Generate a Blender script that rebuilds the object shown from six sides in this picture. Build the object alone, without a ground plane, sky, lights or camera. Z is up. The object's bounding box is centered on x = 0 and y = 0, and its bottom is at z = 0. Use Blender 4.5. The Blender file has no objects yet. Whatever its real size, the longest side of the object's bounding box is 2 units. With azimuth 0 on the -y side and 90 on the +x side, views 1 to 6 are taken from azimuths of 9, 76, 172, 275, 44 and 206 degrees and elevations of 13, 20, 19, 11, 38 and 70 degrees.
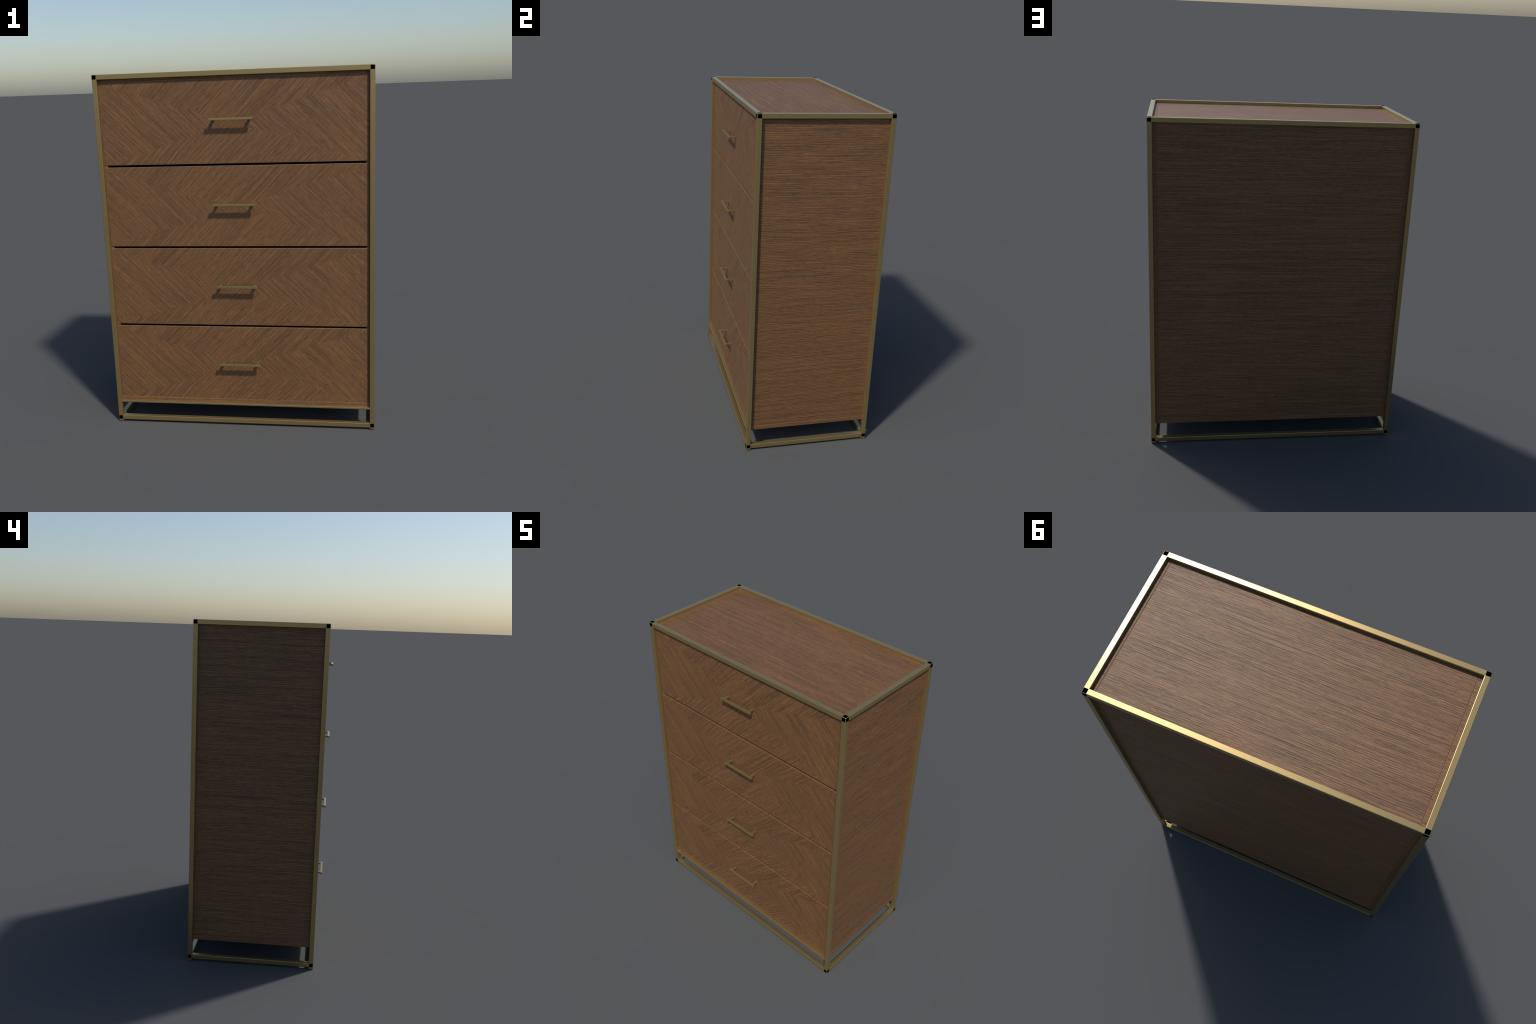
"""Tall chest of four drawers: walnut veneer carcass inside a square brass tube frame."""
import math
import bpy
import bmesh
from mathutils import Vector

# ------------------------------------------------------------------ sizes (m)
W2 = 0.75                     # half width of the frame
YF, YB = -0.360, 0.390        # front and back planes of the frame
H = 2.0
T = 0.0267                    # square tube thickness
BEV = 0.0027                  # tube edge rounding
FOOT = 0.0107                 # posts stand this far below the bottom rails
INSET = 0.0187                # veneer panels sit this far inside the frame
PT = 0.0267                   # panel thickness
CX = W2 - INSET               # carcass half width
CYF, CYB = YF + INSET, YB - INSET
CZ0, CZ1 = 0.1267, H - INSET
PITCH, DH, D_BOTTOM = 0.4555, 0.4444, 0.1463   # drawers
DW2 = 0.7195
HANDLE_Z = [0.3775, 0.8350, 1.2935, 1.7505]

scene = bpy.context.scene
coll = scene.collection


# ------------------------------------------------------------------ node helpers
class Nodes:
    def __init__(self, name):
        self.mat = bpy.data.materials.new(name)
        self.mat.use_nodes = True
        self.t = self.mat.node_tree
        self.bsdf = self.t.nodes["Principled BSDF"]

    def put(self, sock, val):
        if isinstance(val, bpy.types.NodeSocket):
            self.t.links.new(val, sock)
        elif val is not None:
            sock.default_value = val

    def math(self, op, a, b=None, clamp=False):
        n = self.t.nodes.new("ShaderNodeMath")
        n.operation, n.use_clamp = op, clamp
        self.put(n.inputs[0], a)
        self.put(n.inputs[1], b)
        return n.outputs[0]

    def mix(self, f, a, b):
        n = self.t.nodes.new("ShaderNodeMix")
        n.data_type = "RGBA"
        self.put(n.inputs[0], f)
        self.put(n.inputs[6], a)
        self.put(n.inputs[7], b)
        return n.outputs[2]

    def xyz(self, x, y, z):
        n = self.t.nodes.new("ShaderNodeCombineXYZ")
        for s, v in zip(n.inputs, (x, y, z)):
            self.put(s, v)
        return n.outputs[0]

    def split(self, v):
        n = self.t.nodes.new("ShaderNodeSeparateXYZ")
        self.put(n.inputs[0], v)
        return n.outputs

    def noise(self, vec, scale=1.0, detail=2.0, rough=0.5, distort=0.0):
        n = self.t.nodes.new("ShaderNodeTexNoise")
        self.put(n.inputs["Vector"], vec)
        n.inputs["Scale"].default_value = scale
        n.inputs["Detail"].default_value = detail
        n.inputs["Roughness"].default_value = rough
        n.inputs["Distortion"].default_value = distort
        return n.outputs["Fac"]

    def ramp(self, f, stops):
        n = self.t.nodes.new("ShaderNodeValToRGB")
        r = n.color_ramp
        while len(r.elements) < len(stops):
            r.elements.new(0.5)
        for e, (p, c) in zip(r.elements, stops):
            e.position, e.color = p, (*c, 1.0)
        self.put(n.inputs[0], f)
        return n.outputs[0]

    def remap(self, f, a, b, c=0.0, d=1.0):
        n = self.t.nodes.new("ShaderNodeMapRange")
        self.put(n.inputs[0], f)
        for i, v in zip((1, 2, 3, 4), (a, b, c, d)):
            n.inputs[i].default_value = v
        return n.outputs[0]

    def coords(self):
        return self.t.nodes.new("ShaderNodeTexCoord").outputs["Object"]

    def normal(self):
        # unbevelled surface direction in object space
        return self.t.nodes.new("ShaderNodeTexCoord").outputs["Normal"]

    def random(self):
        return self.t.nodes.new("ShaderNodeObjectInfo").outputs["Random"]


WAVE = 0.0006


def grain(N, along, across, depth, short=1.0):
    """Walnut figure: thin streaks that run along the first coordinate.
    Returns a colour and a height for fine relief."""
    # slow waviness of the streaks
    wob = N.noise(N.xyz(N.math("MULTIPLY", along, 7.0), N.math("MULTIPLY", across, 5.0), depth), 1.0, 1.0)
    across = N.math("ADD", across, N.math("MULTIPLY", N.math("SUBTRACT", wob, 0.5), 0.010))

    def streak(f_along, f_across, detail, off, rough=0.55):
        return N.noise(N.xyz(N.math("MULTIPLY", along, f_along * short),
                             N.math("MULTIPLY", across, f_across),
                             N.math("ADD", depth, off)), 1.0, detail, rough)

    # close, nearly even pinstripe of the quarter-cut veneer, bent and faded by noise
    bend = streak(0.9, 30.0, 1.0, 3.1)
    jitter = streak(2.0, 110.0, 1.0, 19.4)
    phase = N.math("ADD", N.math("MULTIPLY", across, 2 * math.pi / STRIPE),
                   N.math("ADD", N.math("MULTIPLY", bend, 8.0), N.math("MULTIPLY", jitter, 3.5)))
    wave = N.math("SINE", phase)
    fade = N.remap(streak(2.2, 75.0, 1.0, 71.0), 0.34, 0.60, 0.40, 1.0)
    stripe = N.math("MULTIPLY", N.math("MULTIPLY", wave, fade), 0.087)
    main = streak(2.2, 190.0, 1.0, 11.7)
    fine = streak(19.0, 400.0, 2.0, 27.3, 0.65)
    hue = streak(3.0, 130.0, 1.0, 41.9)
    broad = streak(1.6, 45.0, 1.0, 31.0)
    lines = streak(2.2, 215.0, 0.0, 53.2)
    lights = streak(2.2, 240.0, 0.0, 83.4)
    pores = streak(26.0, 340.0, 1.0, 67.2)
    flecks = streak(38.0, 420.0, 1.0, 95.1)

    tone = N.math("ADD", N.math("MULTIPLY", main, 0.33), N.math("MULTIPLY", fine, 0.52))
    tone = N.math("ADD", tone, N.math("MULTIPLY", broad, 0.15))
    tone = N.math("ADD", tone, stripe)
    col = N.ramp(tone, [(0.37, WOOD_DARK), (0.455, WOOD_LOW), (0.53, WOOD_MID), (0.64, WOOD_LIGHT)])
    red = N.remap(hue, 0.42, 0.62)
    col = N.mix(N.math("MULTIPLY", red, 0.40), col, N.ramp(tone, [(0.37, RED_DARK), (0.50, RED_MID), (0.64, RED_LIGHT)]))
    light = N.math("MULTIPLY", N.remap(lights, 0.63, 0.73), 0.5)
    col = N.mix(light, col, (*STREAK, 1.0))
    line = N.math("MULTIPLY", N.remap(lines, 0.37, 0.29), 0.55)
    pore = N.math("MULTIPLY", N.remap(pores, 0.42, 0.32), 0.70)
    col = N.mix(N.math("MAXIMUM", line, pore), col, (*PORE, 1.0))
    fleck = N.math("MULTIPLY", N.remap(flecks, 0.52, 0.66), 0.45)
    col = N.mix(fleck, col, (*RED_MID, 1.0))
    # rounded edges tinted lighter for the sunlit line along each seam
    n = N.split(N.normal())
    big = N.math("MAXIMUM", N.math("ABSOLUTE", n[0]), N.math("MAXIMUM", N.math("ABSOLUTE", n[1]), N.math("ABSOLUTE", n[2])))
    col = N.mix(N.math("MULTIPLY", N.remap(big, 0.99, 0.94), 0.75), col, (*EDGE, 1.0))
    return col, tone


STRIPE = 0.0094               # mean spacing of the pinstripe
WOOD_DARK = (0.080, 0.045, 0.022)
WOOD_LOW = (0.130, 0.064, 0.026)
WOOD_MID = (0.174, 0.081, 0.028)
WOOD_LIGHT = (0.222, 0.109, 0.037)
RED_DARK = (0.096, 0.048, 0.023)
RED_MID = (0.165, 0.072, 0.028)
RED_LIGHT = (0.205, 0.089, 0.031)
STREAK = (0.236, 0.120, 0.043)
PORE = (0.058, 0.037, 0.022)
EDGE = (0.200, 0.096, 0.036)


def finish_wood(N, col, tone):
    N.put(N.bsdf.inputs["Base Color"], col)
    N.bsdf.inputs["Roughness"].default_value = 0.57
    N.put(N.bsdf.inputs["Specular IOR Level"], N.remap(tone, 0.38, 0.58, 0.30, 0.56))
    b = N.t.nodes.new("ShaderNodeBump")
    b.inputs["Strength"].default_value = 0.45
    b.inputs["Distance"].default_value = 0.002
    N.put(b.inputs["Height"], tone)
    N.put(N.bsdf.inputs["Normal"], b.outputs[0])
    return N.mat


def panel_wood():
    """Straight grain: lies horizontally on every upright face, along the width on top."""
    N = Nodes("walnut_veneer")
    p, n = N.split(N.coords()), N.split(N.normal())
    side = N.math("GREATER_THAN", N.math("ABSOLUTE", n[0]), 0.75)
    level = N.math("GREATER_THAN", N.math("ABSOLUTE", n[2]), 0.75)

    def pick(f, a, b):          # a where f = 0, b where f = 1
        return N.math("ADD", N.math("MULTIPLY", a, N.math("SUBTRACT", 1.0, f)), N.math("MULTIPLY", b, f))

    along = pick(side, p[0], p[1])
    across = pick(level, p[2], p[1])
    seed = N.math("MULTIPLY", N.random(), 40.0)
    depth = N.math("ADD", seed, N.math("ADD", N.math("MULTIPLY", side, 7.0), N.math("MULTIPLY", level, 13.0)))
    return finish_wood(N, *grain(N, along, across, depth, 1.35))


def drawer_wood():
    """Four mitred veneer fields: diagonals run from the corners to the middle;
    the end fields fall to the right, the top and bottom fields rise to the right."""
    N = Nodes("walnut_mitred_veneer")
    p = N.split(N.coords())
    x, z = p[0], p[2]
    zr = N.math("DIVIDE", N.math("ABSOLUTE", N.math("ADD", z, 0.006)), DH / 2)
    xr = N.math("DIVIDE", N.math("ABSOLUTE", x), DW2)
    rising = N.math("GREATER_THAN", zr, xr)
    r = math.sqrt(0.5)
    up_along = N.math("MULTIPLY", N.math("ADD", x, z), r)
    dn_along = N.math("MULTIPLY", N.math("SUBTRACT", x, z), r)

    def pick(f, a, b):
        return N.math("ADD", N.math("MULTIPLY", a, N.math("SUBTRACT", 1.0, f)), N.math("MULTIPLY", b, f))

    along = pick(rising, dn_along, up_along)
    across = pick(rising, up_along, dn_along)
    right = N.math("GREATER_THAN", x, 0.0)
    upper = N.math("GREATER_THAN", z, 0.0)
    field = N.math("ADD", N.math("MULTIPLY", rising, N.math("ADD", 5.0, N.math("MULTIPLY", upper, 9.0))),
                   N.math("MULTIPLY", N.math("SUBTRACT", 1.0, rising), N.math("MULTIPLY", right, 21.0)))
    depth = N.math("ADD", N.math("MULTIPLY", N.random(), 0.9), field)
    return finish_wood(N, *grain(N, along, across, depth, 1.15))


def brass():
    N = Nodes("brushed_brass")
    N.bsdf.inputs["Base Color"].default_value = (0.405, 0.295, 0.128, 1.0)
    N.bsdf.inputs["Metallic"].default_value = 0.76
    p = N.coords()
    soft = N.noise(p, 60.0, 2.0)
    N.put(N.bsdf.inputs["Roughness"], N.remap(soft, 0.3, 0.7, 0.295, 0.305))
    return N.mat


def black():
    N = Nodes("solid_black")
    N.bsdf.inputs["Base Color"].default_value = (0.0, 0.0, 0.0, 1.0)
    N.bsdf.inputs["Roughness"].default_value = 1.0
    N.bsdf.inputs["Specular IOR Level"].default_value = 0.0
    soft = N.noise(N.coords(), 40.0)
    N.put(N.bsdf.inputs["Roughness"], N.remap(soft, 0.0, 1.0, 0.95, 1.0))
    return N.mat


def gap_shadow_wood():
    N = Nodes("drawer_box_shadow_darkened")
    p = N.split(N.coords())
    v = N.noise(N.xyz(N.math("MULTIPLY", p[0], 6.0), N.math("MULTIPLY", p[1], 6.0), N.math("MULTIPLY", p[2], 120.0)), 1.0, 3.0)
    N.put(N.bsdf.inputs["Base Color"], N.ramp(v, [(0.3, (0.006, 0.004, 0.003)), (0.7, (0.012, 0.008, 0.005))]))  # wood darkened almost to black to paint the shadow inside the drawer gaps
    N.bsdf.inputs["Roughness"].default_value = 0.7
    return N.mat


# ------------------------------------------------------------------ geometry helpers
def add_box(bm, lo, hi, bevel=0.0, seg=3, axes="xyz", mat=0):
    """A box; only the edges that run along the named axes are rounded."""
    lo, hi = Vector(lo), Vector(hi)
    made = bmesh.ops.create_cube(bm, size=1.0)["verts"]
    for v in made:
        v.co = Vector(((lo[i] + hi[i]) / 2 + v.co[i] * (hi[i] - lo[i])) for i in range(3))
    faces = {f for v in made for f in v.link_faces}
    for f in faces:
        f.material_index = mat
    if bevel > 0:
        edges = []
        for e in {e for v in made for e in v.link_edges}:
            d = e.verts[0].co - e.verts[1].co
            k = max(range(3), key=lambda i: abs(d[i]))
            if "xyz"[k] in axes:
                edges.append(e)
        out = bmesh.ops.bevel(bm, geom=edges, offset=bevel, offset_type="OFFSET", segments=seg,
                              profile=0.5, affect="EDGES", clamp_overlap=True)
        for f in out["faces"]:
            f.material_index = mat


def finish(name, bm, mats, origin=(0, 0, 0), parent=None):
    me = bpy.data.meshes.new(name)
    bmesh.ops.recalc_face_normals(bm, faces=bm.faces)
    bmesh.ops.translate(bm, verts=bm.verts, vec=-Vector(origin))
    for f in bm.faces:
        f.smooth = True
    bm.to_mesh(me)
    bm.free()
    me.set_sharp_from_angle(angle=math.radians(50))
    for m in mats:
        me.materials.append(m)
    ob = bpy.data.objects.new(name, me)
    coll.objects.link(ob)
    ob.parent = parent
    ob.location = origin
    # large faces shade flat, the rounded edges take up the whole turn
    wn = ob.modifiers.new("face_weighted", "WEIGHTED_NORMAL")
    wn.mode, wn.weight, wn.keep_sharp = "FACE_AREA", 100, True
    return ob


def repeat(ob, location, rotation=0.0, scale=(1, 1, 1)):
    c = ob.copy()
    coll.objects.link(c)
    c.location, c.rotation_euler, c.scale = location, (0, 0, rotation), scale
    return c


# ------------------------------------------------------------------ build
root = bpy.data.objects.new("chest_of_drawers", None)
root.empty_display_size = 0.3
coll.objects.link(root)
root["label"] = "tall walnut chest with four chevron drawers and brass frame"
root["category"] = "chest of drawers"

BRASS, BLACK, WOOD, FRONT, BOX = brass(), black(), panel_wood(), drawer_wood(), gap_shadow_wood()
YC = (YF + YB) / 2
D2 = (YB - YF) / 2

# frame: four posts, the rails butt against the flat part of the posts
bm = bmesh.new()
add_box(bm, (W2 - T, YF, 0.0), (W2, YF + T, H), BEV)
post = finish("post", bm, [BRASS], (W2 - T / 2, YF + T / 2, 0.0), root)
for sx, y in ((-1, YF + T / 2), (1, YB - T / 2), (-1, YB - T / 2)):
    repeat(post, (sx * (W2 - T / 2), y, 0.0))

xe = W2 - T + BEV             # rail ends
bm = bmesh.new()
add_box(bm, (-xe, -T / 2, -T / 2), (xe, T / 2, T / 2), BEV, axes="x")
rail = finish("rail", bm, [BRASS], (0, 0, 0), root)
rail.location = (0, YF + T / 2, H - T / 2)
for y, z in ((YB - T / 2, H - T / 2), (YF + T / 2, FOOT + T / 2), (YB - T / 2, FOOT + T / 2)):
    repeat(rail, (0, y, z))

ye = D2 - T + BEV
bm = bmesh.new()
add_box(bm, (-T / 2, -ye, -T / 2), (T / 2, ye, T / 2), BEV, axes="y")
side_rail = finish("side_rail", bm, [BRASS], (0, 0, 0), root)
side_rail.location = (W2 - T / 2, YC, H - T / 2)
for sx, z in ((-1, H - T / 2), (1, FOOT + T / 2), (-1, FOOT + T / 2)):
    repeat(side_rail, (sx * (W2 - T / 2), YC, z))

# low bar under the drawers, at the front only
bm = bmesh.new()
add_box(bm, (-xe, YF + 0.0004, 0.1205), (xe, YF + T, 0.1312), 0.0022, axes="x")
finish("front_bar", bm, [BRASS], (0, 0, 0.1258), root)

# thin black squares on the outer faces of the eight corners
PROUD, SINK = 0.0004, 0.0012
cs = T - 2 * BEV              # side of a cap


def corner_black_square(top):
    """Black squares of the right front corner, origin on the corner's vertical edge."""
    bm = bmesh.new()
    z0 = -T + BEV
    a, b = -T + BEV, -BEV      # inwards range along x
    add_box(bm, (a, -PROUD, z0), (b, SINK, z0 + cs), 0)                       # front
    add_box(bm, (-SINK, BEV, z0), (PROUD, BEV + cs, z0 + cs), 0)              # side
    if top:
        add_box(bm, (a, BEV, -SINK), (b, BEV + cs, PROUD), 0)
    return bm


for top, z in ((True, H), (False, FOOT + T)):
    black_square = finish("corner_black_square", corner_black_square(top), [BLACK], (0, 0, 0), root)
    black_square.location = (W2, YF, z)
    for sx, sy, y in ((-1, 1, YF), (1, -1, YB), (-1, -1, YB)):
        repeat(black_square, (sx * W2, y, z), 0.0, (sx, sy, 1))

# carcass
PB = 0.0025                   # panel edge rounding
xi = CX - PT
bm = bmesh.new()
add_box(bm, (-CX, CYF - 0.0010, CZ0), (CX, CYB, CZ0 + PT), PB)
finish("bottom_panel", bm, [WOOD], (0, 0, CZ0), root)

bm = bmesh.new()
add_box(bm, (xi, CYF + 0.0024, CZ0 + PT), (CX, CYB, CZ1), PB)
side = finish("side_panel", bm, [WOOD], (xi, 0, 1.0), root)
repeat(side, (-xi, 0, 1.0), 0.0, (-1, 1, 1))

zt = CZ1 - PT
bm = bmesh.new()
add_box(bm, (-xi, CYF - 0.0010, zt), (xi, CYB, CZ1), PB)
finish("top_panel", bm, [WOOD], (0, 0, zt), root)

bm = bmesh.new()
add_box(bm, (-xi, CYB - PT, CZ0 + PT), (xi, CYB, zt + 0.004), PB)
back = finish("back_panel", bm, [WOOD], (0, CYB, 1.0), root)
back.location.y -= 0.0003

# one drawer: a mitred veneer front with a shadow-blackened open box behind it
bm = bmesh.new()
FT = 0.0240
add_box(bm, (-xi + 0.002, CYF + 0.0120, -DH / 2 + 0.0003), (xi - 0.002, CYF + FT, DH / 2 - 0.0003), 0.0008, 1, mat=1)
add_box(bm, (-DW2, CYF, -DH / 2), (DW2, CYF + 0.0125, DH / 2), 0.0026, 3, axes="xz", mat=0)
bw, bd, bt = xi - 0.015, CYB - PT - 0.02, 0.012
b0, b1 = -DH / 2 + 0.02, DH / 2 - 0.05
yb = CYF + FT - 0.001
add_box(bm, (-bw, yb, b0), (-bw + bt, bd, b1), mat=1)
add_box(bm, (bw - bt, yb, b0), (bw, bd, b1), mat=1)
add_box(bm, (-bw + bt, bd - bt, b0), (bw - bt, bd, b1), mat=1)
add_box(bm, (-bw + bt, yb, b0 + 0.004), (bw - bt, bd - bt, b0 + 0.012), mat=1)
drawer = finish("drawer", bm, [FRONT, BOX], (0, 0, 0), root)
drawer.location = (0, 0, D_BOTTOM + DH / 2)
drawers = [drawer] + [repeat(drawer, (0, 0, D_BOTTOM + DH / 2 + k * PITCH)) for k in (1, 2, 3)]

# bar handle on two short legs
HL, HH, HD, HY = 0.1163, 0.0121, 0.0140, -0.390
bm = bmesh.new()
add_box(bm, (-HL, HY, -HH / 2), (HL, HY + HD, HH / 2), 0.0010, 2)
for s in (-1, 1):
    x0, x1 = sorted((s * (HL - 0.0130), s * (HL - 0.0255)))
    add_box(bm, (x0, HY + HD - 0.001, -HH / 2 + 0.0003), (x1, CYF + 0.001, HH / 2 - 0.0003), 0.0009, 2, axes="y")
handle = finish("handle", bm, [BRASS], (0, 0, 0))
for k, d in enumerate(drawers):
    h = handle if k == 0 else repeat(handle, (0, 0, 0))
    h.parent = d
    h.location = (0, 0, HANDLE_Z[k] - d.location.z)
